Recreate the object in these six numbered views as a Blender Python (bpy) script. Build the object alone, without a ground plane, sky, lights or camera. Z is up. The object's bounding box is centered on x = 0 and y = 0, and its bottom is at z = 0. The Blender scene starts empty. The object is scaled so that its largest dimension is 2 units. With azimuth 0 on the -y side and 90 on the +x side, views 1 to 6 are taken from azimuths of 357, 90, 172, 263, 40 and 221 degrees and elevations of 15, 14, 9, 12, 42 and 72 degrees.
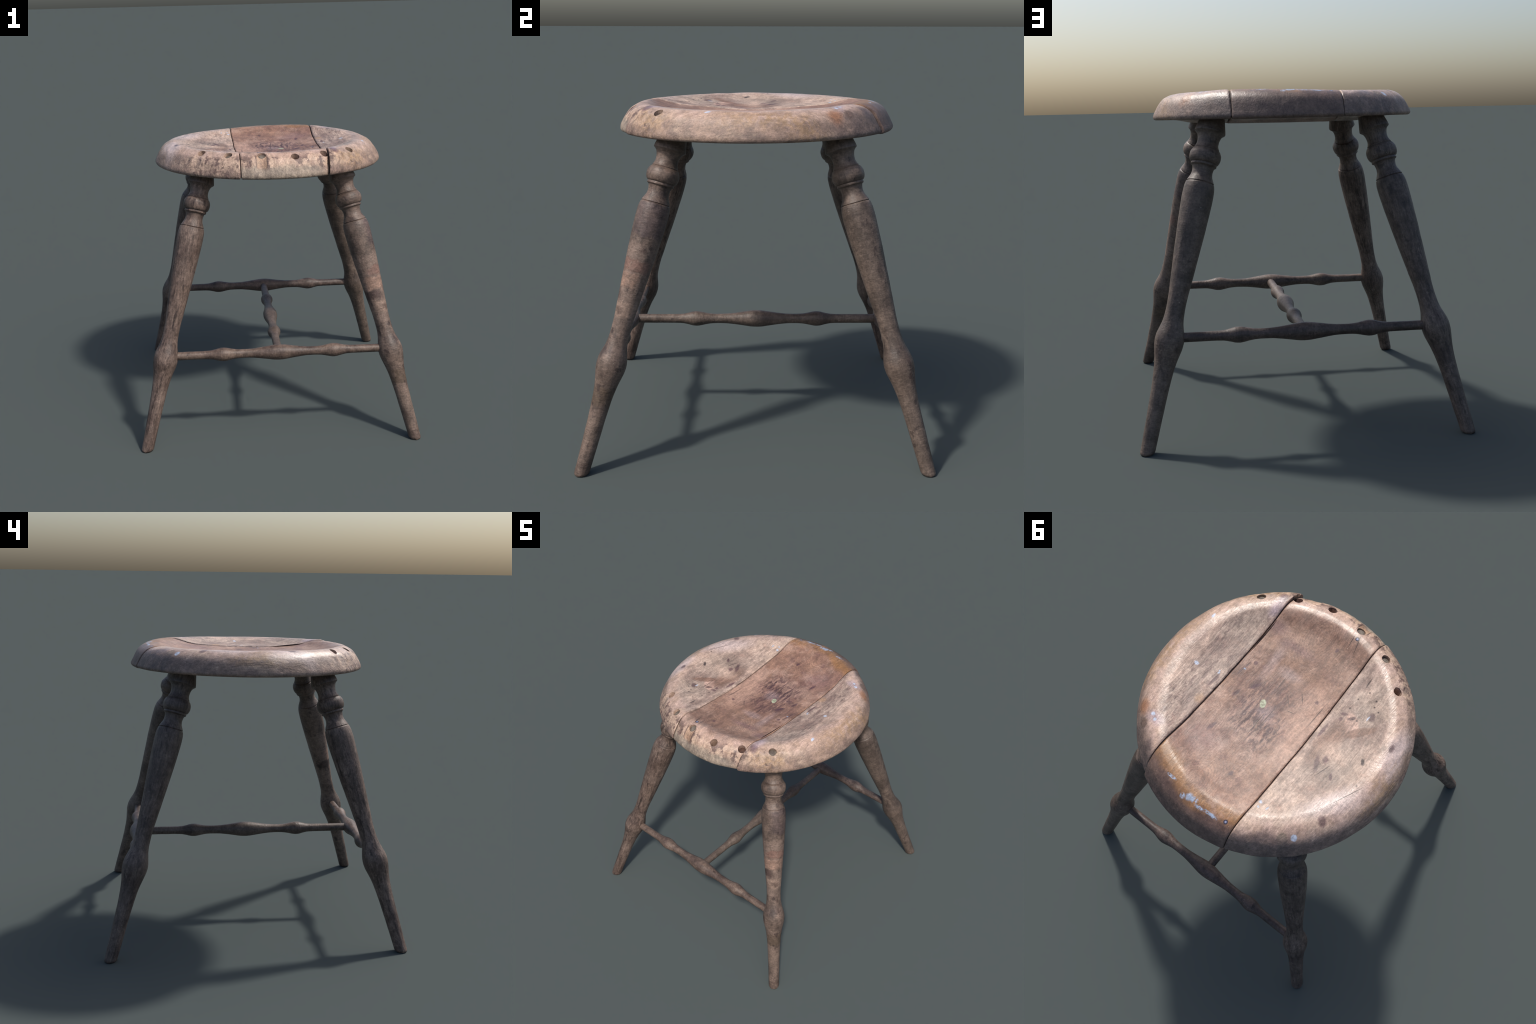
# Old turned wooden stool: three-plank dished seat with plugged spindle sockets,
# four splayed turned legs and an H of turned stretchers.
import bpy, bmesh, math, random
from mathutils import Vector, Matrix, noise

random.seed(7)
COL = bpy.context.scene.collection


# ------------------------------------------------------------------ helpers
def srgb(r, g, b):
    f = lambda c: c / 12.92 if c <= 0.04045 else ((c + 0.055) / 1.055) ** 2.4
    return (f(r / 255), f(g / 255), f(b / 255), 1.0)


def sstep(a, b, x):
    t = min(1.0, max(0.0, (x - a) / (b - a)))
    return t * t * (3 - 2 * t)


def pchip(pts):
    """Monotone cubic interpolant through (x, y) control points."""
    n = len(pts)
    x = [p[0] for p in pts]
    y = [p[1] for p in pts]
    h = [x[i + 1] - x[i] for i in range(n - 1)]
    d = [(y[i + 1] - y[i]) / h[i] for i in range(n - 1)]
    m = [d[0]] + [0.0] * (n - 2) + [d[-1]]
    for i in range(1, n - 1):
        if d[i - 1] * d[i] > 0:
            w1, w2 = 2 * h[i] + h[i - 1], h[i] + 2 * h[i - 1]
            m[i] = (w1 + w2) / (w1 / d[i - 1] + w2 / d[i])

    def f(q):
        q = min(max(q, x[0]), x[-1])
        i = 0
        while i < n - 2 and q > x[i + 1]:
            i += 1
        t = (q - x[i]) / h[i]
        return ((1 + 2 * t) * (1 - t) ** 2 * y[i] + t * (1 - t) ** 2 * h[i] * m[i]
                + t * t * (3 - 2 * t) * y[i + 1] + t * t * (t - 1) * h[i] * m[i + 1])
    return f


def add_object(name, bm, mat, parent, angle=40):
    me = bpy.data.meshes.new(name)
    bmesh.ops.recalc_face_normals(bm, faces=bm.faces)
    bm.to_mesh(me)
    bm.free()
    for p in me.polygons:
        p.use_smooth = True
    me.set_sharp_from_angle(angle=math.radians(angle))
    me.materials.append(mat)
    ob = bpy.data.objects.new(name, me)
    COL.objects.link(ob)
    ob.parent = parent
    return ob


# ------------------------------------------------------------------ node graphs
class Graph:
    """Small helper that writes a Principled material as nested calls."""

    def __init__(self, name):
        self.mat = bpy.data.materials.new(name)
        self.mat.use_nodes = True
        self.nt = self.mat.node_tree
        self.nt.nodes.clear()
        self.out = self.n('ShaderNodeOutputMaterial')
        self.bsdf = self.n('ShaderNodeBsdfPrincipled')
        self.nt.links.new(self.bsdf.outputs[0], self.out.inputs[0])
        self.P = self.n('ShaderNodeTexCoord').outputs['Object']

    def n(self, t):
        return self.nt.nodes.new(t)

    def put(self, sock, v):
        if isinstance(v, bpy.types.NodeSocket):
            self.nt.links.new(v, sock)
        else:
            sock.default_value = v

    def math(self, op, a, b=0.0, c=0.0, clamp=False):
        m = self.n('ShaderNodeMath')
        m.operation = op
        m.use_clamp = clamp
        for s, v in zip(m.inputs, (a, b, c)):
            self.put(s, v)
        return m.outputs[0]

    def vec(self, op, a, b=(0, 0, 0)):
        m = self.n('ShaderNodeVectorMath')
        m.operation = op
        self.put(m.inputs[0], a)
        if op == 'SCALE':
            self.put(m.inputs['Scale'], b)
        elif op != 'LENGTH':
            self.put(m.inputs[1], b)
        return m.outputs['Value' if op in ('LENGTH', 'DOT_PRODUCT', 'DISTANCE') else 0]

    def xyz(self, v):
        return self.nt_sep(v)

    def nt_sep(self, v):
        s = self.n('ShaderNodeSeparateXYZ')
        self.put(s.inputs[0], v)
        return s.outputs

    def comb(self, x, y, z):
        s = self.n('ShaderNodeCombineXYZ')
        for i, v in zip(s.inputs, (x, y, z)):
            self.put(i, v)
        return s.outputs[0]

    def noise(self, v, scale, detail=4, rough=0.55, dist=0.0, color=False):
        s = self.n('ShaderNodeTexNoise')
        self.put(s.inputs['Vector'], v)
        s.inputs['Scale'].default_value = scale
        s.inputs['Detail'].default_value = detail
        s.inputs['Roughness'].default_value = rough
        s.inputs['Distortion'].default_value = dist
        return s.outputs['Color' if color else 'Fac']

    def voronoi(self, v, scale, feature='F1', rnd=1.0):
        s = self.n('ShaderNodeTexVoronoi')
        s.feature = feature
        self.put(s.inputs['Vector'], v)
        s.inputs['Scale'].default_value = scale
        s.inputs['Randomness'].default_value = rnd
        return s.outputs['Distance']

    def ramp(self, v, a, b, lo=0.0, hi=1.0):
        s = self.n('ShaderNodeMapRange')
        s.interpolation_type = 'SMOOTHSTEP'
        self.put(s.inputs['Value'], v)
        s.inputs['From Min'].default_value = a
        s.inputs['From Max'].default_value = b
        s.inputs['To Min'].default_value = lo
        s.inputs['To Max'].default_value = hi
        return s.outputs[0]

    def mix(self, fac, a, b, blend='MIX'):
        s = self.n('ShaderNodeMix')
        s.data_type = 'RGBA'
        s.blend_type = blend
        self.put(s.inputs['Factor'], fac)
        self.put(s.inputs[6], a)
        self.put(s.inputs[7], b)
        return s.outputs[2]

    def mul(self, *a):
        r = a[0]
        for q in a[1:]:
            r = self.math('MULTIPLY', r, q)
        return r

    def mx(self, *a):
        r = a[0]
        for q in a[1:]:
            r = self.math('MAXIMUM', r, q)
        return r

    def blob(self, v, centre, size, angle=0.0, edge=0.35):
        """Soft elliptical mask around a point (sizes are half-axes)."""
        m = self.n('ShaderNodeMapping')
        m.vector_type = 'TEXTURE'
        self.put(m.inputs['Vector'], v)
        m.inputs['Location'].default_value = centre
        m.inputs['Rotation'].default_value = (0, 0, angle)
        m.inputs['Scale'].default_value = size
        return self.ramp(self.vec('LENGTH', m.outputs[0]), 1 + edge, 1 - edge)

    def bump(self, height, dist, strength=1.0, normal=None):
        b = self.n('ShaderNodeBump')
        self.put(b.inputs['Strength'], strength)
        b.inputs['Distance'].default_value = dist
        self.put(b.inputs['Height'], height)
        if normal is not None:
            self.put(b.inputs['Normal'], normal)
        return b.outputs[0]

    def finish(self, color, rough, normal=None, spec=0.5):
        self.put(self.bsdf.inputs['Base Color'], color)
        self.put(self.bsdf.inputs['Roughness'], rough)
        self.bsdf.inputs['Specular IOR Level'].default_value = spec
        if normal is not None:
            self.put(self.bsdf.inputs['Normal'], normal)
        return self.mat


FLAT = 50.0     # "ignore this axis" size for blobs on the seat top


def seat_material(name, middle):
    """Worn board. World-aligned object coordinates, grain along y."""
    g = Graph(name)
    P = g.P
    x, y, z = g.xyz(P)
    r = g.math('SQRT', g.math('ADD', g.mul(x, x), g.mul(y, y)))
    warp = g.vec('SCALE', g.vec('SUBTRACT', g.noise(P, 34, 5, .7, color=True), (.5, .5, .5)), .021)
    W = g.vec('ADD', P, warp)
    warp2 = g.vec('SCALE', g.vec('SUBTRACT', g.noise(P, 5, 3, color=True), (.5, .5, .5)), .22)
    W2 = g.vec('ADD', P, warp2)
    W3 = g.vec('ADD', W, g.vec('SCALE', warp2, .38))
    top = g.ramp(z, 1.85, 1.88)
    G = g.vec('ADD', P, g.vec('SCALE', warp2, .16))          # gently wandering grain
    long1 = g.vec('MULTIPLY', G, (30, 2.2, 26))
    long2 = g.vec('MULTIPLY', G, (130, 8, 90))
    long3 = g.vec('MULTIPLY', G, (62, 5.5, 48))
    mid = g.noise(long3, 1, 4, .7)
    streak = g.noise(long1, 1, 5, .6)
    fine = g.noise(long2, 1, 4, .65)
    blotch = g.noise(P, 4.2, 5, .6, .4)
    blotch2 = g.noise(g.vec('ADD', P, (3.1, 7.7, 1.3)), 11, 5, .65, .3)
    speck = g.noise(P, 75, 3, .7)

    def B(cx, cy, a, b, ang=0.0, edge=.4, v=None):
        return g.blob(W if v is None else v, (cx, cy, 0), (a, b, FLAT), ang, edge)

    if middle:
        c = g.mix(g.ramp(blotch, .40, .62), srgb(121, 90, 76), srgb(149, 115, 95))
        c = g.mix(g.mul(g.ramp(streak, .45, .70), .40), c, srgb(156, 121, 101))
        c = g.mix(g.mul(g.ramp(blotch2, .52, .70), .55), c, srgb(103, 75, 72))
        c = g.mix(g.mul(g.ramp(g.noise(g.vec('ADD', W2, (6, 3, 0)), 4.5, 6, .68), .48, .62), .75), c, srgb(168, 137, 120))
        c = g.mix(g.mul(g.ramp(y, -.15, -.42), .35), c, srgb(142, 112, 92))
    else:
        c = g.mix(g.ramp(blotch, .38, .60), srgb(143, 121, 109), srgb(186, 162, 146))
        c = g.mix(g.mul(g.ramp(streak, .47, .70), .45), c, srgb(124, 102, 92))
        c = g.mix(g.mul(g.ramp(g.noise(g.vec('ADD', W2, (1, 5, 2)), 6, 6, .7), .54, .64), .6), c, srgb(116, 95, 86))
        c = g.mix(g.mul(g.ramp(blotch2, .52, .74), .5), c, srgb(160, 126, 110))

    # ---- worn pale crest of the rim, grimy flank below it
    ang_noise = g.math('MULTIPLY_ADD', g.noise(P, 6, 4, .6), .15, -.075)
    rr = g.math('ADD', r, ang_noise)
    crest = g.mul(g.ramp(rr, .60, .69), g.ramp(rr, .80, .735), top)
    flank = g.ramp(r, .735, .79)
    back = g.ramp(y, .25, .62)
    if middle:
        crest = g.mul(crest, g.ramp(y, -.2, -.45))
    else:
        crest = g.mul(crest, g.ramp(g.noise(W2, 3.2, 4, .6), .24, .42))
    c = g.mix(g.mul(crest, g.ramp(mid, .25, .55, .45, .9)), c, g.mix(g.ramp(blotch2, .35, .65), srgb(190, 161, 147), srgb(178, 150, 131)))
    flank_c = g.mix(g.ramp(blotch2, .36, .64), srgb(120, 99, 89), srgb(148, 123, 109))
    flank_c = g.mix(g.ramp(g.noise(W2, 4.5, 5, .62), .5, .66), flank_c, srgb(162, 138, 119))
    flank_c = g.mix(g.mul(g.ramp(g.noise(g.vec('MULTIPLY', W, (7, 7, 28)), 1, 5, .65), .54, .70), .55), flank_c, srgb(90, 71, 68))
    c = g.mix(g.mul(flank, .85), c, flank_c)

    # vertical torn-grain dirt under the crest at the front (between the sockets)
    front = g.mul(g.ramp(y, -.42, -.60), g.ramp(rr, .70, .755))
    vert = g.noise(g.vec('MULTIPLY', W, (42, 20, 7)), 1, 5, .65)
    chewed = g.noise(g.vec('MULTIPLY', W, (15, 15, 11)), 1, 5, .7)
    c = g.mix(g.mul(front, g.ramp(vert, .40, .56), .65), c, srgb(198, 170, 148))
    c = g.mix(g.mul(front, g.ramp(chewed, .51, .58), .8), c, srgb(84, 62, 59))
    low = g.mul(g.ramp(y, -.40, -.58), flank, g.ramp(g.math('ADD', z, g.math('MULTIPLY_ADD', chewed, .10, -.05)), 1.885, 1.86))
    c = g.mix(g.mul(low, g.ramp(blotch, .35, .55), .7), c, srgb(112, 91, 84))

    if not middle:
        cl = g.mul(g.ramp(g.noise(g.vec('ADD', W2, (4, 1, 0)), 5.5, 6, .7), .50, .64), g.ramp(x, .1, -.1), top)
        c = g.mix(g.mul(cl, .65), c, srgb(190, 165, 146))
    if middle:
        # grey, bleached end grain low on the front edge
        grey = g.mul(g.ramp(y, -.70, -.75), g.ramp(g.math('ADD', z, g.math('MULTIPLY_ADD', chewed, .08, -.04)), 1.90, 1.87))
        c = g.mix(g.mul(grey, .75), c, g.mix(g.ramp(vert, .35, .65), srgb(128, 116, 104), srgb(154, 140, 124)))
        strip = g.mul(g.ramp(g.math('ABSOLUTE', g.math('ADD', x, .085)), .036, .030), g.ramp(y, -.69, -.71), g.ramp(z, 1.865, 1.89))
        c = g.mix(g.mul(strip, .8), c, g.mix(g.ramp(vert, .38, .62), srgb(178, 146, 120), srgb(140, 108, 90)))
        lip = g.mul(g.ramp(g.math('ABSOLUTE', g.math('SUBTRACT', g.math('ABSOLUTE', g.math('ADD', x, .085)), .036)), .005, .002), g.ramp(y, -.69, -.71), g.ramp(z, 1.875, 1.90))
        c = g.mix(g.mul(lip, .7), c, srgb(84, 62, 54))
        # growth-ring figure around the two ends of the plank
        rings = 0.0
        for cx, cy, ax, ay, rad in ((.085, -.55, 1.0, .50, .30), (.10, .60, 1.0, .62, .26), (-.02, .33, 1.0, .6, .16)):
            q = g.vec('LENGTH', g.vec('MULTIPLY', g.vec('SUBTRACT', g.vec('ADD', P, g.vec('SCALE', warp2, .22)), (cx, cy, 0)), (ax, ay, 0)))
            w = g.math('SINE', g.math('MULTIPLY', q, 2 * math.pi / .0125))
            rings = g.math('ADD', rings, g.mul(g.ramp(w, .1, .95), g.ramp(q, rad * .75, rad * .25)))
        rings = g.mul(rings, g.ramp(r, .70, .64))
        c = g.mix(g.mul(rings, .26), c, srgb(86, 62, 54))
        # honey-coloured remnant of varnish along the back crest
        hug = g.mul(g.ramp(rr, .575, .65), g.ramp(rr, .79, .70), g.ramp(y, .38, .55), top)
        c = g.mix(g.mul(hug, g.ramp(g.noise(W2, 7, 5, .65), .30, .50), g.ramp(mid, .3, .5, .6, 1), .9), c, srgb(146, 106, 68))
        c = g.mix(g.mul(hug, g.ramp(chewed, .56, .68), .6), c, srgb(96, 68, 58))
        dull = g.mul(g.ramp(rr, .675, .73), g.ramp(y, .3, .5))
        c = g.mix(g.mul(dull, .85), c, g.mix(g.ramp(blotch2, .35, .65), srgb(86, 68, 62), srgb(108, 87, 78)))
        # pale bare patch beside the left seam, dark scuffed middle
        pale = g.mx(B(-.15, -.06, .10, .22, .15, .5, W3), B(-.17, .05, .06, .10, 0, .5))
        c = g.mix(g.mul(pale, .75), c, srgb(178, 143, 124))
        scuff = g.mx(B(.01, .09, .12, .15, .1, .5, W3), B(.14, .06, .08, .17, .1, .6, W3), g.mul(B(.10, -.08, .16, .10, .2, .6, W3), .7))
        c = g.mix(g.mul(scuff, .35), c, srgb(104, 74, 70))
        dash = g.noise(g.vec('MULTIPLY', W, (55, 16, 20)), 1, 5, .7)
        c = g.mix(g.mul(scuff, g.ramp(dash, .45, .58), .9), c, srgb(72, 47, 49))
        c = g.mix(g.mul(scuff, g.ramp(dash, .44, .36), .5), c, srgb(166, 130, 112))
        # cloudy lavender bloom
        cloud = g.mx(B(.22, -.25, .03, .10, .1, .8, W3), B(.09, -.25, .07, .03, .2, .8, W3), B(.05, .02, .05, .05, 0, .9, W3))
        c = g.mix(g.mul(cloud, .32), c, srgb(172, 154, 154))
        violet = g.mx(B(.31, -.43, .05, .04, .2, .8, W3), B(.16, -.40, .10, .03, .2, .8, W3), B(.25, .36, .10, .10, 0, .9, W3))
        c = g.mix(g.mul(violet, .45), c, srgb(98, 72, 80))
        # spilled-drop stains
        st = 0.0
        for s in ((.242, .278, .012, .034, -.15), (.205, -.075, .010, .040, -.5), (.266, .028, .010, .030, -.2),
                  (.29, -.185, .012, .014, 0), (.325, -.115, .006, .06, -.15), (-.03, .43, .012, .016, 0), (-.138, -.21, .012, .012, 0), (-.04, -.53, .010, .014, 0)):
            st = g.mx(st, B(*s))
        c = g.mix(g.mul(st, g.ramp(mid, .3, .55, 1, .75), .92), c, srgb(76, 49, 56))
        # short knife cuts
        cut = 0.0
        for ax, ay, bx, by in ((.024, -.143, -.018, -.102), (-.031, -.209, -.078, -.155), (-.032, -.067, -.074, -.077),
                               (.10, -.23, .095, -.13), (-.19, -.22, -.185, -.06), (.06, .02, .055, .2), (.03, -.02, .035, .12)):
            L = math.hypot(bx - ax, by - ay)
            cut = g.mx(cut, g.blob(g.vec('ADD', P, g.vec('SCALE', warp, .12)), ((ax + bx) / 2, (ay + by) / 2, 0), (L / 2, .0028, FLAT),
                                   math.atan2(by - ay, bx - ax), .4))
        c = g.mix(g.mul(cut, top, .8), c, srgb(58, 42, 38))
        # cracks running from a socket towards the middle
        crack = g.mx(g.blob(P, (-.117, -.615, 0), (.0022, .055, FLAT), .25, .4), g.blob(P, (-.075, -.62, 0), (.0022, .045, FLAT), .1, .4))
        c = g.mix(g.mul(crack, top, .8), c, srgb(60, 44, 38))
        # green and blue-white paint
        chip = g.mul(B(.104, -.017, .019, .026, .5, .12), top)
        c = g.mix(g.mul(chip, .9, g.ramp(blotch2, .2, .5, .75, 1)), c, g.mix(g.ramp(speck, .4, .6), srgb(140, 144, 118), srgb(170, 176, 148)))
        paint = g.mx(B(.052, .686, .020, .020), B(.018, .682, .020, .016), B(.088, .702, .014, .016), B(-.03, .70, .028, .010),
                     B(-.10, .69, .04, .009), B(.2, .655, .03, .008), B(.317, -.114, .008, .006))
        broken = g.ramp(g.noise(P, 60, 4, .7), .40, .50)
        c = g.mix(g.mul(g.mx(g.mul(paint, broken), B(.040, .686, .024, .013, -.15, .3)), top), c, srgb(158, 170, 190))
        nailm = g.mx(g.blob(P, (-.193, .671, 0), (.013, .013, FLAT), 0, .15), g.blob(P, (-.096, -.646, 0), (.013, .013, FLAT), 0, .15))
        c = g.mix(g.mul(nailm, top), c, srgb(60, 56, 66))
        nailc = g.mx(g.blob(P, (-.193, .671, 0), (.006, .006, FLAT), 0, .3), g.blob(P, (-.096, -.646, 0), (.006, .006, FLAT), 0, .3))
        c = g.mix(g.mul(nailc, top), c, srgb(140, 142, 168))
    else:
        # ---- right-hand board (x > 0): pinkish, scored with short dark dashes
        right = g.ramp(x, .3, .34)
        dash = g.noise(g.vec('MULTIPLY', W, (48, 15, 20)), 1, 5, .7)
        dashm = g.mul(right, g.ramp(r, .70, .60), g.ramp(blotch, .3, .5), top)
        c = g.mix(g.mul(dashm, g.ramp(dash, .47, .62), .62), c, srgb(100, 75, 71))
        # olive / yellow varnish remains on the shoulders
        olive = g.mx(g.mul(g.ramp(x, -.55, -.66), B(-.74, -.02, .045, .20, .0, .5, W)),
                     B(.735, .10, .05, .30, 0, .6, W3), B(.52, -.56, .13, .05, .75, .6, W3))
        c = g.mix(g.mul(olive, g.ramp(g.noise(P, 26, 5, .7), .38, .58), .6), c, srgb(158, 126, 90))
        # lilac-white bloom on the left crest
        bloom = g.mx(B(-.69, -.22, .05, .15, .15, .6, W3), B(-.60, .22, .06, .18, -.6, .7, W3))
        c = g.mix(g.mul(bloom, g.ramp(mid, .3, .55, .5, 1), .85), c, srgb(198, 178, 172))
        # bare pink patch and brown brush stroke on the left board
        c = g.mix(g.mul(B(-.385, -.212, .040, .075, .75, .18), .9), c, srgb(206, 170, 152))
        stroke = g.mx(B(-.44, -.195, .105, .026, .83, .25), B(-.34, -.06, .06, .16, -.05, .5))
        c = g.mix(g.mul(stroke, .9), c, srgb(128, 98, 82))
        greyish = g.mx(B(-.42, -.38, .10, .12, 0, .7, W3), B(.47, -.36, .09, .16, .3, .7, W3), B(-.46, .04, .12, .12, 0, .8, W3))
        c = g.mix(g.mul(greyish, .4), c, srgb(148, 132, 117))
        palesp = g.mx(B(-.27, .15, .03, .06, 0, .6), B(-.40, -.02, .07, .05, .3, .9, W3), B(.60, .02, .03, .3, 0, .6, W3))
        c = g.mix(g.mul(palesp, .75), c, srgb(192, 164, 146))
        st = 0.0
        for s in ((-.449, -.317, .018, .024, .6), (-.366, .088, .013, .052, .45), (-.392, .040, .017, .022, .3), (-.478, .105, .009, .022, .6),
                  (-.651, -.225, .014, .024, .2), (-.602, .343, .022, .030, .6), (-.31, -.245, .022, .009, .3), (-.31, -.21, .01, .012, 0),
                  (-.36, -.246, .024, .010, .8), (-.27, -.10, .010, .05, 0),
                  (.411, .052, .010, .05, -.1),
                  (.41, -.60, .03, .035, .4)):
            st = g.mx(st, B(*s))
        c = g.mix(g.mul(st, top, g.ramp(mid, .3, .55, 1, .75), .92), c, srgb(84, 56, 60))
        c = g.mix(g.mul(B(-.57, -.066, .010, .022, .5), top, .9), c, srgb(58, 48, 46))
        dots = 0.0
        for s in ((-.313, -.292), (-.319, -.363), (-.424, -.374), (-.412, -.409), (-.366, -.246), (-.392, -.252), (-.461, -.36), (-.629, .069), (-.35, -.43)):
            dots = g.mx(dots, g.blob(P, (s[0], s[1], 0), (.0055, .0055, FLAT), 0, .4))
        dots = g.mx(dots, g.blob(P, (-.31, -.475, 0), (.004, .03, FLAT), .05, .4), g.blob(P, (-.42, .10, 0), (.003, .05, FLAT), -.3, .4),
                    g.blob(P, (-.62, .15, 0), (.0025, .10, FLAT), -.42, .5))
        c = g.mix(g.mul(dots, top, .85), c, srgb(62, 48, 44))
        # lavender by the front right seam, rusty patches on the right back shoulder
        c = g.mix(g.mul(g.mx(B(.394, -.53, .03, .06, 0, .7, W3), B(.50, .45, .05, .03, 0, .7)), .5), c, srgb(166, 150, 162))
        c = g.mix(g.mul(B(.61, .43, .03, .05, .7, .6), .7), c, srgb(150, 98, 60))
        c = g.mix(g.mul(B(.545, .51, .022, .03, .7, .4), .7), c, srgb(98, 74, 58))
        c = g.mix(g.mul(B(.403, .192, .022, .03, 0, .7), .5), c, srgb(190, 150, 112))
        c = g.mix(g.mul(B(-.489, .556, .030, .034, 0, .2), .8), c, srgb(140, 124, 108))
        back_shade = g.mul(g.ramp(y, .40, .60), g.ramp(rr, .70, .745))  # back flank darkened, its shade put into the colour
        c = g.mix(g.mul(back_shade, .8), c, g.mix(g.ramp(blotch2, .35, .65), srgb(92, 77, 73), srgb(122, 102, 92)))
        paint = g.mx(g.mul(B(-.537, .507, .018, .016, .6, .2), 1.0), B(.55, .038, .013, .012), B(.416, .0, .006, .008), B(.421, -.012, .005, .005),
                     B(-.266, .459, .010, .010), B(-.275, .49, .006, .006), B(-.32, .47, .005, .012), B(.53, .44, .012, .010), B(.50, .46, .010, .010),
                     B(.66, -.25, .010, .016), B(-.435, -.30, .004, .016))
        c = g.mix(g.mul(paint, top, .95), c, srgb(182, 190, 206))

    # small pale flecks and pin-holes everywhere
    fleck = g.ramp(g.voronoi(P, 19), .05, .03)
    c = g.mix(g.mul(fleck, top, .6), c, srgb(196, 178, 160))
    pin = g.ramp(g.voronoi(g.vec('ADD', P, (5, 2, 9)), 24), .075, .045)
    c = g.mix(g.mul(pin, g.ramp(blotch, .45, .6), .7), c, srgb(70, 54, 48))
    # fine grain and grime
    scar = g.ramp(g.noise(g.vec('MULTIPLY', W2, (9, 3.2, 9)), 1, 5, .7), .35, .62, .35, 1.0)
    if middle:
        scar = g.mul(scar, g.ramp(g.noise(W2, 3.1, 4, .6), .38, .6, .35, .9))
    f1 = g.ramp(fine, .30, .68, 1.10, .82)
    f2 = g.ramp(mid, .34, .64, 1.12, .78)
    f3 = g.ramp(speck, .30, .70, .86, 1.18)
    f4 = g.ramp(g.noise(g.vec('ADD', P, (2, 6, 4)), 210, 2, .7), .3, .7, .86, 1.14)
    f5 = g.ramp(g.noise(g.vec('ADD', g.vec('MULTIPLY', W, (24, 13, 18)), (1, 8, 3)), 1, 6, .75), .36, .64, 1.16, .80)
    lines = g.math('MULTIPLY_ADD', g.math('SUBTRACT', g.mul(f1, f2), 1.0), scar, 1.0)
    c = g.vec('SCALE', c, g.mul(lines, f3, f4, f5))
    # roughness and relief
    polish = g.mul(g.ramp(rr, .575, .64), g.ramp(r, .78, .72))
    rough = g.math('MULTIPLY_ADD', blotch2, .28, g.math('ADD', g.math('MULTIPLY_ADD', g.mul(polish, g.ramp(blotch, .3, .6)), -.20, .38), g.mul(g.ramp(r, .75, .80), .12)))
    h = g.math('ADD', g.mul(fine, -.6), g.mul(mid, -.9))
    h = g.math('ADD', h, g.mul(speck, .45))
    h = g.math('ADD', h, g.mul(blotch2, .9))
    nrm = g.bump(h, .006, g.math('MULTIPLY_ADD', polish, -.08, .32 if middle else .42))
    lum = g.noise(g.vec('MULTIPLY', W, (18, 18, 26)), 1, 5, .65)
    hf = g.math('MULTIPLY_ADD', front, 1.2, g.mul(flank, .45))
    hf = g.mul(hf, g.math('ADD', lum, g.mul(vert, .6)))
    nrm = g.bump(hf, .010, .5, nrm)
    return g.finish(c, rough, nrm, .6)


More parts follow.
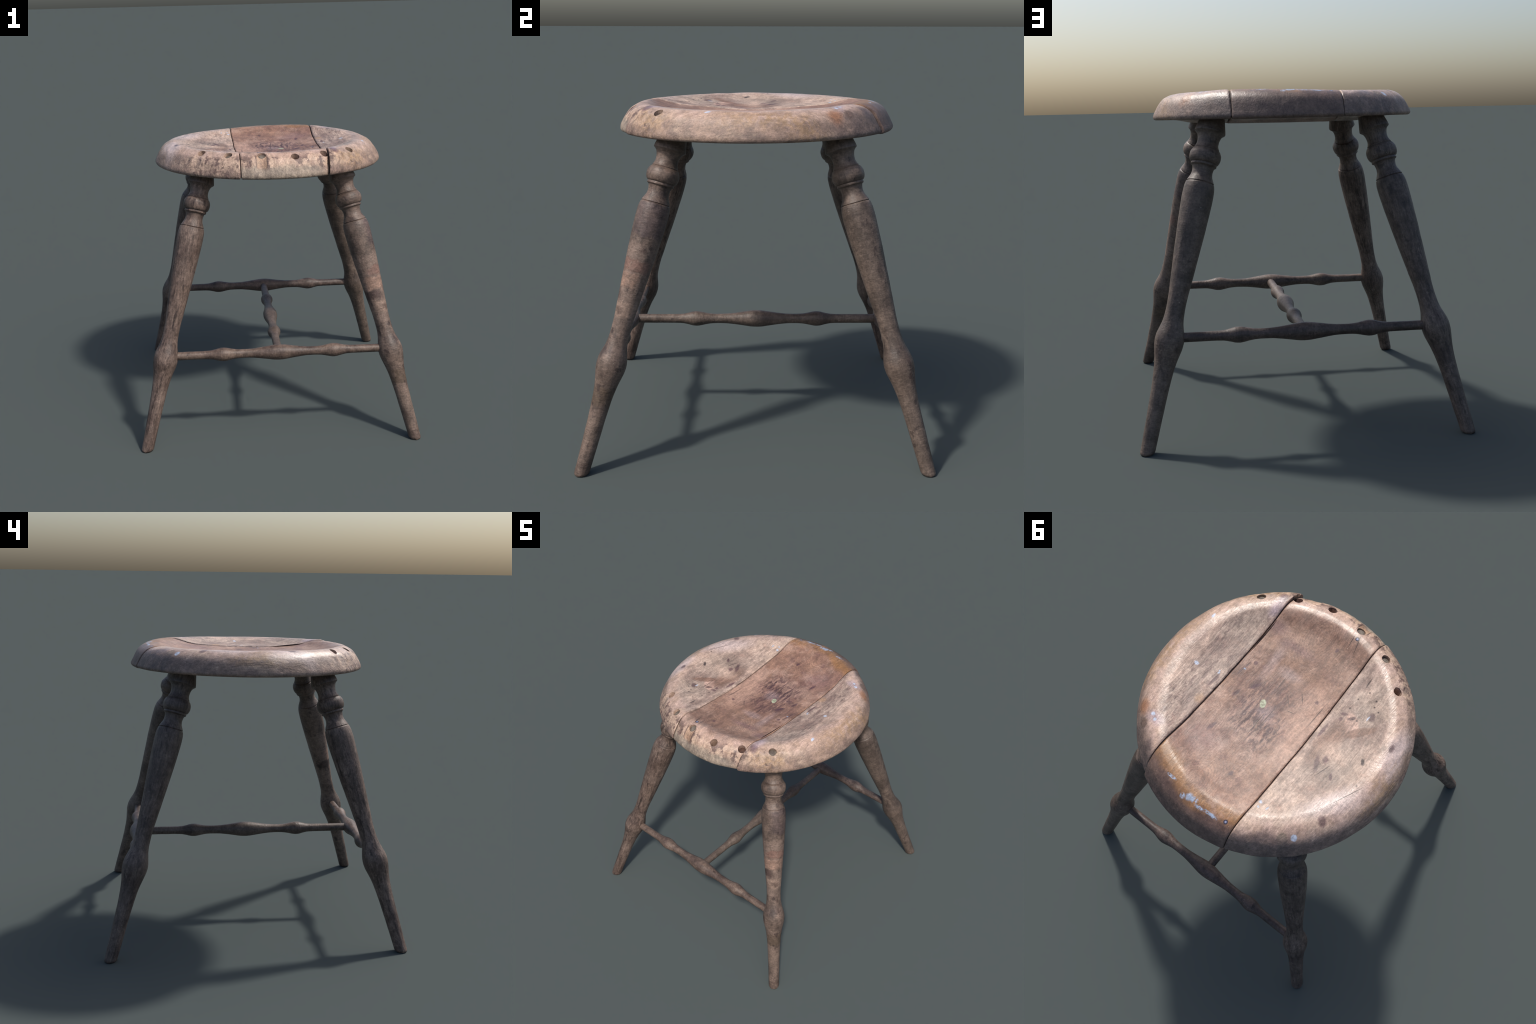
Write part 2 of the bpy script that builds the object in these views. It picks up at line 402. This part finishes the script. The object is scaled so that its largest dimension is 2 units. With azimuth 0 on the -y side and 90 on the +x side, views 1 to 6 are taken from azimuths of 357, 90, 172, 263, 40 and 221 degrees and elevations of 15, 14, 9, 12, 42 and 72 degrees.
def turned_material(name, seed, base, light, dark, streaky=.5, patches=(), stains=(), rough=.48):
    """Turned hardwood, local z runs along the axis of the turning."""
    g = Graph(name)
    P = g.vec('ADD', g.P, (seed * 3.17, seed * 1.31, seed * 5.73))
    warp = g.vec('SCALE', g.vec('SUBTRACT', g.noise(P, 18, 5, .7, color=True), (.5, .5, .5)), .10)
    W = g.vec('ADD', P, g.vec('SCALE', warp, .25))
    L = g.vec('ADD', g.P, warp)
    along = g.noise(g.vec('MULTIPLY', W, (42, 42, 5)), 1, 5, .7)
    along2 = g.noise(g.vec('MULTIPLY', W, (110, 110, 14)), 1, 4, .7)
    across = g.noise(g.vec('MULTIPLY', W, (9, 9, 60)), 1, 5, .7)
    across2 = g.noise(g.vec('MULTIPLY', W, (26, 26, 170)), 1, 3, .7)
    blotch = g.noise(P, 5.0, 5, .6, .5)
    blotch2 = g.noise(g.vec('ADD', P, (9, 4, 2)), 13, 5, .65, .3)
    speck = g.noise(P, 85, 3, .7)
    c = g.mix(g.ramp(blotch, .38, .62), g.mix(.18, base, dark), g.mix(.62, base, light))
    c = g.mix(g.mul(g.ramp(blotch2, .50, .72), .5), c, light)
    c = g.mix(g.mul(g.ramp(blotch2, .46, .30), .5), c, dark)
    for (z0, z1, ang, col, amt) in patches:       # patches: height range, facing angle or None
        zz = g.xyz(L)[2]
        m = g.mul(g.ramp(zz, z0 - .010, z0 + .010), g.ramp(zz, z1 + .008, z1 - .008))
        if ang is not None:
            d = g.vec('DOT_PRODUCT', g.vec('NORMALIZE', g.vec('MULTIPLY', L, (1, 1, 0))), (math.cos(ang), math.sin(ang), 0))
            m = g.mul(m, g.ramp(d, -.2, .5))
        c = g.mix(g.mul(m, amt, g.ramp(blotch2, .30, .55, .45, 1)), c, col)
    c = g.mix(g.mul(g.ramp(along, .50, .68), streaky), c, dark)
    c = g.mix(g.mul(g.ramp(along, .46, .32), streaky * .7), c, light)
    c = g.mix(g.mul(g.ramp(across, .52, .70), (1 - streaky) * .34), c, dark)
    for (z0, ang, rz, rt, amt) in stains:
        m = g.blob(L, (.07 * math.cos(ang), .07 * math.sin(ang), z0), (rt, rt, rz), 0, .5)
        c = g.mix(g.mul(m, amt), c, srgb(58, 42, 40))
    spots = g.ramp(g.noise(g.vec('MULTIPLY', W, (22, 22, 14)), 1, 4, .6), .60, .68)
    c = g.mix(g.mul(spots, .65), c, dark)
    scuffs = g.ramp(g.noise(g.vec('ADD', g.vec('MULTIPLY', L, (9, 9, 8)), (seed, 3, 7)), 1, 6, .72), .56, .66)
    c = g.mix(g.mul(scuffs, .55), c, light)
    stain = g.ramp(g.noise(g.vec('ADD', g.vec('MULTIPLY', L, (8, 8, 6)), (seed, 9, 1)), 1, 6, .7), .58, .68)
    c = g.mix(g.mul(stain, .6), c, dark)
    pin = g.ramp(g.voronoi(P, 26), .085, .05)
    c = g.mix(g.mul(pin, g.ramp(blotch, .46, .6), .7), c, srgb(52, 40, 37))
    fleck = g.ramp(g.voronoi(g.vec('ADD', P, (3, 8, 1)), 13), .045, .028)
    c = g.mix(g.mul(fleck, .6), c, srgb(160, 146, 134))
    t1 = g.ramp(along2, .30, .68, 1 + .22 * streaky, 1 - .42 * streaky)
    t2 = g.ramp(across2, .30, .68, 1 + .13 * (1 - streaky), 1 - .22 * (1 - streaky))
    t3 = g.ramp(speck, .30, .70, .84, 1.18)
    t4 = g.ramp(g.noise(g.vec('ADD', P, (2, 6, 4)), 30, 4, .7), .3, .7, .80, 1.2)
    c = g.vec('SCALE', c, g.mul(t1, t2, t3, t4))
    rg = g.math('MULTIPLY_ADD', blotch2, .28, rough - .14)
    h = g.math('ADD', g.mul(along, streaky), g.mul(across, (1 - streaky) * .7))
    h = g.math('ADD', h, g.math('ADD', g.mul(speck, .4), g.mul(blotch2, .5)))
    return g.finish(c, rg, g.bump(h, .006, .6), .38)


def plain_material(name, a, b, scale=30, rough=.7):
    g = Graph(name)
    f = g.noise(g.P, scale, 5, .65, .6)
    c = g.mix(g.ramp(f, .35, .65), a, b)
    crack = g.ramp(g.noise(g.vec('ADD', g.P, (4, 4, 4)), scale * 2.2, 3, .6), .58, .66)
    c = g.mix(g.mul(crack, .6), c, srgb(64, 54, 48))
    return g.finish(c, rough, g.bump(f, .006, .7), .3)


# ------------------------------------------------------------------ root
root = bpy.data.objects.new("wooden_stool", None)
COL.objects.link(root)
root["label"] = "worn wooden stool with dished plank seat and turned splayed legs"
root["category"] = "stool"
seat = bpy.data.objects.new("seat", None)
COL.objects.link(seat)
seat.parent = root

# ------------------------------------------------------------------ seat
TOP_PROFILE = pchip([(0, 1.890), (.10, 1.8925), (.25, 1.902), (.37, 1.918), (.50, 1.9325), (.545, 1.9410), (.58, 1.9520), (.612, 1.9605),
                     (.645, 1.9668), (.675, 1.9668), (.707, 1.959), (.74, 1.942)])
# from the outer crest down round the edge to the underside
EDGE = [(.74, 1.942), (.758, 1.926), (.774, 1.905), (.787, 1.884), (.798, 1.864), (.808, 1.843), (.813, 1.829),
        (.8095, 1.819), (.803, 1.813), (.79, 1.8125), (.74, 1.8125), (.69, 1.8125), (.67, 1.8105), (.63, 1.804), (.585, 1.7935), (.55, 1.789), (.40, 1.788), (0, 1.788)]


def seat_profile():
    pts = [(r, TOP_PROFILE(r)) for r in [i * .0095 for i in range(1, 78)]]
    for (r0, z0), (r1, z1) in zip(EDGE[:-1], EDGE[1:]):
        step = .006 if r0 > .6 else .02
        n = max(1, int(math.hypot(r1 - r0, z1 - z0) / step))
        for i in range(n):
            pts.append((r0 + (r1 - r0) * i / n, z0 + (z1 - z0) * i / n))
    # soften the polyline corners of the edge
    for _ in range(3):
        q = pts[:]
        for i in range(1, len(pts) - 1):
            q[i] = tuple((pts[i - 1][k] + 2 * pts[i][k] + pts[i + 1][k]) / 4 for k in (0, 1))
        pts = q
    return [p for p in pts if p[0] > .004]


# spindle sockets along the front: x, y, z on the surface, recess of the plug, chipped below
SOCKETS = [(.521, -.524, 1.941, .011, 0), (.336, -.642, 1.942, .030, 0), (.137, -.717, 1.941, .110, 0),
           (-.081, -.705, 1.951, .009, 1), (-.299, -.651, 1.949, .014, 0), (-.475, -.530, 1.957, .110, 1)]


def wear(co):
    """Relief of the seat surface: waviness, chewed front edge, chips below the sockets."""
    x, y, z = co
    r = math.hypot(x, y)
    if r < 1e-6:
        return co
    rad = Vector((x / r, y / r, 0))
    out = Vector(co)
    if r < .738 and z > 1.88:      # the hollow sits a little forward of the middle
        out.z = TOP_PROFILE(math.hypot(x, y + .022 * sstep(.735, .60, r)))
    out.z += (.006 * math.exp(-((x - .55) / .25) ** 2 - ((y - .42) / .28) ** 2)
              + .005 * math.exp(-((x + .66) / .22) ** 2 - ((y + .02) / .32) ** 2)) * sstep(.56, .66, r) * sstep(1.83, 1.90, z)
    # the back crest stands a little higher than the rest
    out.z += .015 * math.exp(-((x - .26) / .38) ** 2) * sstep(.36, .62, y) * sstep(1.86, 1.93, z)
    # hollow worn deepest towards the front right
    out.z -= .008 * math.exp(-((x - .20) / .36) ** 2 - ((y + .34) / .24) ** 2) * sstep(.66, .58, r) * sstep(1.86, 1.88, z)
    # the lower edge of the rim rises a little to the back left
    out.z += (.006 * y - .003 * x + .008 * max(y, 0) * sstep(.78, .70, r)) * sstep(.50, .62, r) * sstep(1.845, 1.825, z)
    out.z -= .004 * math.exp(-((x + .28) / .16) ** 2 - ((y - .52) / .18) ** 2) * sstep(1.88, 1.93, z)
    n1 = noise.noise(Vector((x * 3.1, y * 3.1, z * 4)))
    n2 = noise.noise(Vector((x * 9 + 4, y * 9, z * 11)))
    rim = sstep(.66, .78, r)
    out += rad * rim * (.0012 + .0030 * n1 + .002 * n2)
    topm = sstep(1.86, 1.89, z)
    out.z += topm * (.0025 * n1 + .0012 * n2 + .0010 * noise.noise(Vector((x * 40, y * 5, 0))))
    # chewed outer shoulder
    sh = sstep(.69, .74, r) * sstep(1.83, 1.86, z) * sstep(1.97, 1.93, z)
    chew = max(0.0, noise.fractal(Vector((x * 13, y * 13, z * 9)), 1.0, 2.0, 4) - .12)
    frontness = sstep(-.30, -.55, y)
    out -= rad * sh * chew * (.003 + .008 * frontness)
    ripple = noise.noise(Vector((x * 36, y * 18, z * 5 + 3)))
    out -= rad * sh * frontness * .0016 * ripple
    for sx, sy, sz, _, chip in SOCKETS:
        if chip:
            sr = math.hypot(sx, sy)
            t = (-sy * x + sx * y) / sr                      # tangential offset
            down = sstep(sz + .012, sz - .02, z) * sstep(1.835, 1.885, z)
            if abs(t) < .06 and x * sx + y * sy > 0:
                k = sstep(.036, .020, abs(t)) * down
                out -= rad * k * (.011 + .003 * noise.noise(Vector((t * 120, z * 12, 0))))
    return out


def build_seat_shell():
    prof = seat_profile()
    seg = 300
    bm = bmesh.new()
    zc = TOP_PROFILE(0)
    top_c = bm.verts.new(wear(Vector((1e-9, 0, zc))))
    rings = []
    for r, z in prof:
        rings.append([bm.verts.new(wear(Vector((r * math.cos(2 * math.pi * k / seg), r * math.sin(2 * math.pi * k / seg), z)))) for k in range(seg)])
    bot_c = bm.verts.new((0, 0, EDGE[-1][1]))
    for k in range(seg):
        j = (k + 1) % seg
        bm.faces.new((top_c, rings[0][k], rings[0][j]))
        bm.faces.new((bot_c, rings[-1][j], rings[-1][k]))
        for a, b in zip(rings[:-1], rings[1:]):
            bm.faces.new((a[k], b[k], b[j], a[j]))
    bmesh.ops.recalc_face_normals(bm, faces=bm.faces)
    return bm


# seams: x at y = 0, slope dx/dy, gap half width
SEAMS = {"left": (-.236, -.016, .0036), "right": (.370, .012, .0040)}


def cut_plank(src, sides):
    """Keep the part of the seat between seams; sides = [(seam, +1 keep larger x / -1 keep smaller x)]."""
    bm = src.copy()
    for key, keep in sides:
        x0, m, gap = SEAMS[key]
        nrm = Vector((1, -m, 0)).normalized() * keep
        for off in (.009, .0045, 0.0):
            co = Vector((x0, 0, 0)) + nrm * (gap + off)
            geom = bm.verts[:] + bm.edges[:] + bm.faces[:]
            bmesh.ops.bisect_plane(bm, geom=geom, dist=1e-6, plane_co=co, plane_no=nrm, clear_inner=(off == 0.0))
        bm.normal_update()
        co = Vector((x0, 0, 0)) + nrm * gap
        close = nrm * (gap - .0012)
        moves = []
        for v in bm.verts:
            d = (v.co - co).dot(nrm)
            if d < .0046:
                n = v.normal - nrm * v.normal.dot(nrm)
                if n.length > 1e-4:
                    moves.append((v, n.normalized() * (.0040 if d < 1e-4 else .0010)))
        for v, mv in moves:
            v.co -= mv
        edge = [e for e in bm.edges if e.is_boundary]
        bmesh.ops.holes_fill(bm, edges=edge, sides=0)
        for v in bm.verts:     # the joint closes up towards the back rim
            d = (v.co - co).dot(nrm)
            v.co -= close * (1.0 if key == 'left' else .8) * sstep(.62, .74, v.co.y) * sstep(.05, 0, d) * .8
    for v in bm.verts:     # the boards are not perfectly straight
        v.co.x += .0022 * noise.noise(Vector((v.co.y * 2.6, 3.3, 0))) + .0012 * noise.noise(Vector((v.co.y * 11, 8.3, 0)))
    return bm


def socket_frame(s):
    x, y, z = s[:3]
    r = math.hypot(x, y)
    axis = Vector((.46 * x / r, .46 * y / r, 1)).normalized()
    return Vector((x, y, z)), axis


def cylinder(centre, axis, radius, z0, z1, seg=40, dish=0.0):
    bm = bmesh.new()
    rot = axis.to_track_quat('Z', 'Y').to_matrix()
    lo, hi, hi2 = [], [], []
    for k in range(seg):
        a = 2 * math.pi * k / seg
        c, s = math.cos(a), math.sin(a)
        wob = 1 + .035 * noise.noise(Vector((c * 1.5 + centre.x * 9, s * 1.5, 1)))
        lo.append(bm.verts.new(centre + rot @ Vector((radius * wob * c, radius * wob * s, z0))))
        hi.append(bm.verts.new(centre + rot @ Vector((radius * wob * c, radius * wob * s, z1 - dish))))
        hi2.append(bm.verts.new(centre + rot @ Vector((radius * wob * c * .86, radius * wob * s * .86, z1))))
    for k in range(seg):
        j = (k + 1) % seg
        bm.faces.new((lo[k], lo[j], hi[j], hi[k]))
        if dish:
            bm.faces.new((hi[k], hi[j], hi2[j], hi2[k]))
    bm.faces.new(list(reversed(lo)))
    bm.faces.new(hi2 if dish else hi)
    if not dish:
        for v in hi2:
            bm.verts.remove(v)
    return bm


shell = build_seat_shell()
mat_side = seat_material("worn_pale_board", False)
mat_mid = seat_material("worn_brown_board", True)
planks = []
for sides, mat, shift in (([("left", -1)], mat_side, Vector((0, 0, 0))),
                          ([("left", 1), ("right", -1)], mat_mid, Vector((0, .004, -.001))),
                          ([("right", 1)], mat_side, Vector((0, -.009, .0015)))):
    bm = cut_plank(shell, sides)
    for v in bm.verts:
        if len(sides) == 2:      # corner of the middle board broken back beside the seam
            v.co.y += .009 * sstep(.17, .36, v.co.x) * sstep(-.61, -.71, v.co.y)
        if sides == [("right", 1)]:      # this board stands proud of its neighbour at the front
            k = sstep(.60, .40, v.co.x) * sstep(-.50, -.62, v.co.y) * sstep(1.80, 1.88, v.co.z)
            v.co += Vector((.004, -.005, .007)) * k
        v.co += shift
    planks.append(add_object("seat_plank", bm, mat, seat, 42))


def seam_filler(key):
    """Added filler strip that blocks light a little below the surface, so a seam is a shallow dark line."""
    x0, m, gap = SEAMS[key]
    nrm = Vector((1, -m, 0)).normalized()
    bm = shell.copy()
    for sgn in (1, -1):
        geom = bm.verts[:] + bm.edges[:] + bm.faces[:]
        bmesh.ops.bisect_plane(bm, geom=geom, dist=1e-6, plane_co=Vector((x0, 0, 0)) + nrm * sgn * .0085,
                               plane_no=nrm * sgn, clear_outer=True)
    bm.normal_update()
    moves = [(v, (v.normal - nrm * v.normal.dot(nrm)).normalized() * .0115) for v in bm.verts]
    for v, mv in moves:
        v.co -= mv
    bmesh.ops.holes_fill(bm, edges=[e for e in bm.edges if e.is_boundary], sides=0)
    for v in bm.verts:
        v.co.x += .0022 * noise.noise(Vector((v.co.y * 2.6, 3.3, 0)))
    return bm


mat_filler = plain_material("dark_seam_filler", srgb(46, 36, 33), srgb(66, 51, 45))  # dark tone for the added strips that fill the seams
seam_fillers = [add_object("seam_filler", seam_filler(k), mat_filler, seat, 42) for k in ("left", "right")]
shell.free()

# drill the sockets
cutters = []
for s in SOCKETS:
    c, ax = socket_frame(s)
    ob = add_object("drill", cylinder(c, ax, .028, -.114, .05), mat_side, None)
    cutters.append(ob)
dg_needed = [[4, 5], [1, 2, 3], [0, 1], [1]]
for i, pl in enumerate(planks + seam_fillers[1:]):
    for k in dg_needed[i]:
        m = pl.modifiers.new("drill", 'BOOLEAN')
        m.operation = 'DIFFERENCE'
        m.object = cutters[k]
        m.solver = 'EXACT'
    bpy.context.view_layer.update()
    dg = bpy.context.evaluated_depsgraph_get()
    me = bpy.data.meshes.new_from_object(pl.evaluated_get(dg))
    old = pl.data
    pl.modifiers.clear()
    pl.data = me
    me.name = pl.name
    bpy.data.meshes.remove(old)
    for p in me.polygons:
        p.use_smooth = True
    me.set_sharp_from_angle(angle=math.radians(42))
for ob in cutters:
    me = ob.data
    bpy.data.objects.remove(ob)
    bpy.data.meshes.remove(me)

mat_plug = plain_material("grey_end_grain", srgb(84, 76, 70), srgb(122, 112, 102))
mat_deep = plain_material("dark_socket_bottom", srgb(62, 46, 40), srgb(88, 64, 54))
for s in SOCKETS:
    c, ax = socket_frame(s)
    rec = s[3]
    add_object("dowel_plug", cylinder(c, ax, .0265, -.117, -rec, dish=.0025), mat_deep if rec > .02 else mat_plug, seat, 50)

# ------------------------------------------------------------------ turned parts
def turned(profile, t0, t1, step, seg, seed, wob=.012, grooves=(), dents=.0008):
    """Lathe a profile r(t) along local z with slight irregularity; grooves = (t, depth, half width)."""
    ts = []
    n = int((t1 - t0) / step)
    for i in range(n + 1):
        ts.append(t0 + (t1 - t0) * i / n)
    for t, d, w in grooves:
        ts += [t - 1.4 * w, t - .5 * w, t, t + .5 * w, t + 1.4 * w]
    ts = sorted(ts)
    bm = bmesh.new()
    prev = None
    for t in ts:
        r = profile(t)
        for gt, d, w in grooves:
            q = abs(t - gt) / w
            if q < 1.3:
                r -= d * (1 - q / 1.3)
        ring = []
        for k in range(seg):
            a = 2 * math.pi * k / seg
            c, s = math.cos(a), math.sin(a)
            lobes = noise.noise(Vector((c * .9 + seed * 7, s * .9, t * 2.2)))
            fine = noise.noise(Vector((c * 4 + seed * 3, s * 4, t * 14)))
            rr = r * (1 + wob * lobes) + dents * fine + .0015
            ring.append(bm.verts.new((rr * c, rr * s, t)))
        if prev:
            for k in range(seg):
                j = (k + 1) % seg
                bm.faces.new((prev[k], prev[j], ring[j], ring[k]))
        else:
            bm.faces.new(list(reversed(ring)))
        prev = ring
    bm.faces.new(prev)
    return bm


LEG = pchip([(-.06, .0385), (0, .0390), (.06, .0400), (.15, .0420), (.25, .0445), (.36, .0480), (.45, .0535), (.52, .0625), (.565, .0720),
             (.605, .0795), (.632, .0812), (.662, .0785), (.70, .0690), (.74, .0585), (.78, .0535), (.83, .0520), (.88, .0530), (.95, .0580),
             (1.02, .0628), (1.16, .0725), (1.30, .0815), (1.40, .0862), (1.475, .0885), (1.512, .0875), (1.533, .0845), (1.555, .0790),
             (1.575, .0700), (1.600, .0600), (1.620, .0580), (1.640, .0610), (1.648, .0635), (1.652, .0700), (1.659, .0745), (1.666, .0735),
             (1.669, .0755), (1.676, .0815), (1.69, .0875), (1.705, .0900), (1.722, .0895), (1.738, .0840), (1.755, .0735), (1.770, .0655),
             (1.790, .0605), (1.806, .0610), (1.828, .0660), (1.840, .0712), (1.848, .0785), (1.857, .0885), (1.863, .0880), (1.90, .0800), (1.95, .0690), (1.99, .0600)])
LEG_TOP = 1.965
SX, SY = -.2487, -.2803            # run of the leg axis per metre of height
STRETCH = pchip([(-.80, .0262), (-.52, .0266), (-.47, .0282), (-.43, .0355), (-.395, .0438), (-.375, .0447), (-.350, .0415), (-.322, .0355),
                 (-.285, .0300), (-.245, .0284), (-.20, .0290), (-.14, .0345), (-.07, .0445), (-.03, .0500), (0, .0512),
                 (.03, .0500), (.07, .0445), (.14, .0345), (.20, .0290), (.245, .0284), (.285, .0300), (.322, .0355), (.350, .0415),
                 (.375, .0447), (.395, .0438), (.43, .0355), (.47, .0282), (.52, .0266), (.80, .0262)])

BASE, LIGHT, DARK = srgb(108, 90, 80), srgb(146, 122, 110), srgb(68, 53, 50)
legs = [
    # sign x, sign y, seed, base, light, dark, streaky, patches, stains
    (-1, -1, 1.0, srgb(93, 77, 69), srgb(126, 108, 98), srgb(55, 43, 40), .95,
     [(.95, 1.14, None, srgb(116, 97, 86), .5)], [(.50, -1.0, .02, .02, .7), (.46, -1.3, .015, .015, .6), (.42, -.8, .02, .012, .6), (.90, -2.2, .06, .03, .5)]),
    (1, -1, 2.0, srgb(89, 76, 68), srgb(124, 105, 94), srgb(52, 41, 40), .10,
     [(.84, 1.31, None, srgb(123, 105, 95), .75), (1.07, 1.15, -.3, srgb(145, 117, 102), .85), (.90, .99, .3, srgb(138, 117, 104), .8),
      (1.16, 1.22, .6, srgb(118, 86, 76), .6), (1.00, 1.065, -1.6, srgb(64, 49, 47), .8), (1.36, 1.55, 1.2, srgb(81, 68, 68), .7),
      (.40, .50, None, srgb(88, 73, 60), .7), (.20, .33, None, srgb(114, 98, 87), .6), (.0, .07, None, srgb(72, 58, 51), .6)],
     [(.79, .5, .022, .02, .85), (.80, -1.0, .02, .012, .6), (.70, .4, .03, .025, .55), (1.28, .9, .014, .014, .7), (.94, .2, .02, .03, .5)]),
    (1, 1, 3.0, srgb(87, 75, 67), srgb(116, 100, 90), srgb(54, 44, 42), .25,
     [(1.05, 1.12, None, srgb(109, 93, 83), .5), (.46, .66, -1.2, srgb(104, 88, 78), .5)],
     [(.60, -.1, .09, .018, .7), (.55, .2, .08, .014, .6), (.66, .5, .05, .014, .5), (.78, 1.5, .02, .02, .5)]),
    (-1, 1, 4.0, srgb(86, 74, 68), srgb(112, 98, 90), srgb(52, 42, 42), .80,
     [(.95, 1.1, None, srgb(103, 88, 81), .5)], [(.58, .5, .1, .016, .6), (.70, -.6, .03, .016, .5)]),
]
for sx, sy, seed, base, light, dark, streaky, patches, stains in legs:
    foot = Vector((sx * .920, sy * .960, 0))
    ax = Vector((sx * SX, sy * SY, 1)).normalized()
    outd = Vector((sx * -SX, sy * -SY, 0)).normalized()      # local x points outwards
    lx = (outd - ax * outd.dot(ax)).normalized()
    ly = ax.cross(lx)
    M = Matrix((lx, ly, ax)).transposed().to_4x4()
    M.translation = foot
    bm = turned(LEG, -.05, LEG_TOP, .0075, 72, seed, .014,
                grooves=[(1.553, .0045, .0032), (1.7545, .0042, .0032), (1.669, .0036, .0026), (1.651, .0022, .002), (1.8575, 0, .002)])
    # saw the foot level with the floor and ease its edge
    Mi = M.inverted()
    up = (Mi.to_3x3() @ Vector((0, 0, 1))).normalized()
    for h in (.016, .009, .004, 0.0):
        bmesh.ops.bisect_plane(bm, geom=bm.verts[:] + bm.edges[:] + bm.faces[:], dist=1e-6,
                               plane_co=up * h, plane_no=up, clear_inner=(h == 0.0))
    for v in bm.verts:
        h = v.co.dot(up)
        if h < .0155:
            k = (1 - h / .0155) ** 2
            ctr = Vector((0, 0, v.co.z))
            p = v.co - ctr
            p *= 1 - .20 * k * (1 + .4 * noise.noise(v.co * 60))
            q = p + ctr
            v.co = q - up * (q.dot(up) - h)
    bmesh.ops.holes_fill(bm, edges=[e for e in bm.edges if e.is_boundary], sides=0)
    mat = turned_material("turned_leg_wood", seed, base, light, dark, streaky, patches, stains)
    ob = add_object("leg", bm, mat, root, 38)
    ob.matrix_basis = M

Z_STRETCH = .607
xa, ya = .920 + SX * Z_STRETCH, .960 + SY * Z_STRETCH
mats = [turned_material("stretcher_wood", 11.0, srgb(86, 71, 64), srgb(120, 102, 90), srgb(52, 40, 38), .25),
        turned_material("stretcher_wood", 12.0, srgb(79, 67, 62), srgb(108, 91, 83), srgb(48, 39, 38), .3),
        turned_material("stretcher_wood", 13.0, srgb(87, 74, 66), srgb(112, 97, 87), srgb(54, 44, 41), .25)]
for i, (a, d, half) in enumerate(((Vector((0, -ya, Z_STRETCH + .001)), Vector((1, 0, 0)), xa - .02),
                                  (Vector((0, ya, Z_STRETCH)), Vector((-1, 0, 0)), xa - .02),
                                  (Vector((0, 0, Z_STRETCH)), Vector((0, 1, 0)), ya - .01))):
    bm = turned(STRETCH, -half, half, .0075, 48, 20 + i, .016, dents=.0006)
    ob = add_object("stretcher", bm, mats[i], root, 40)
    ob.matrix_basis = Matrix.Translation(a) @ d.to_track_quat('Z', 'Y').to_matrix().to_4x4()
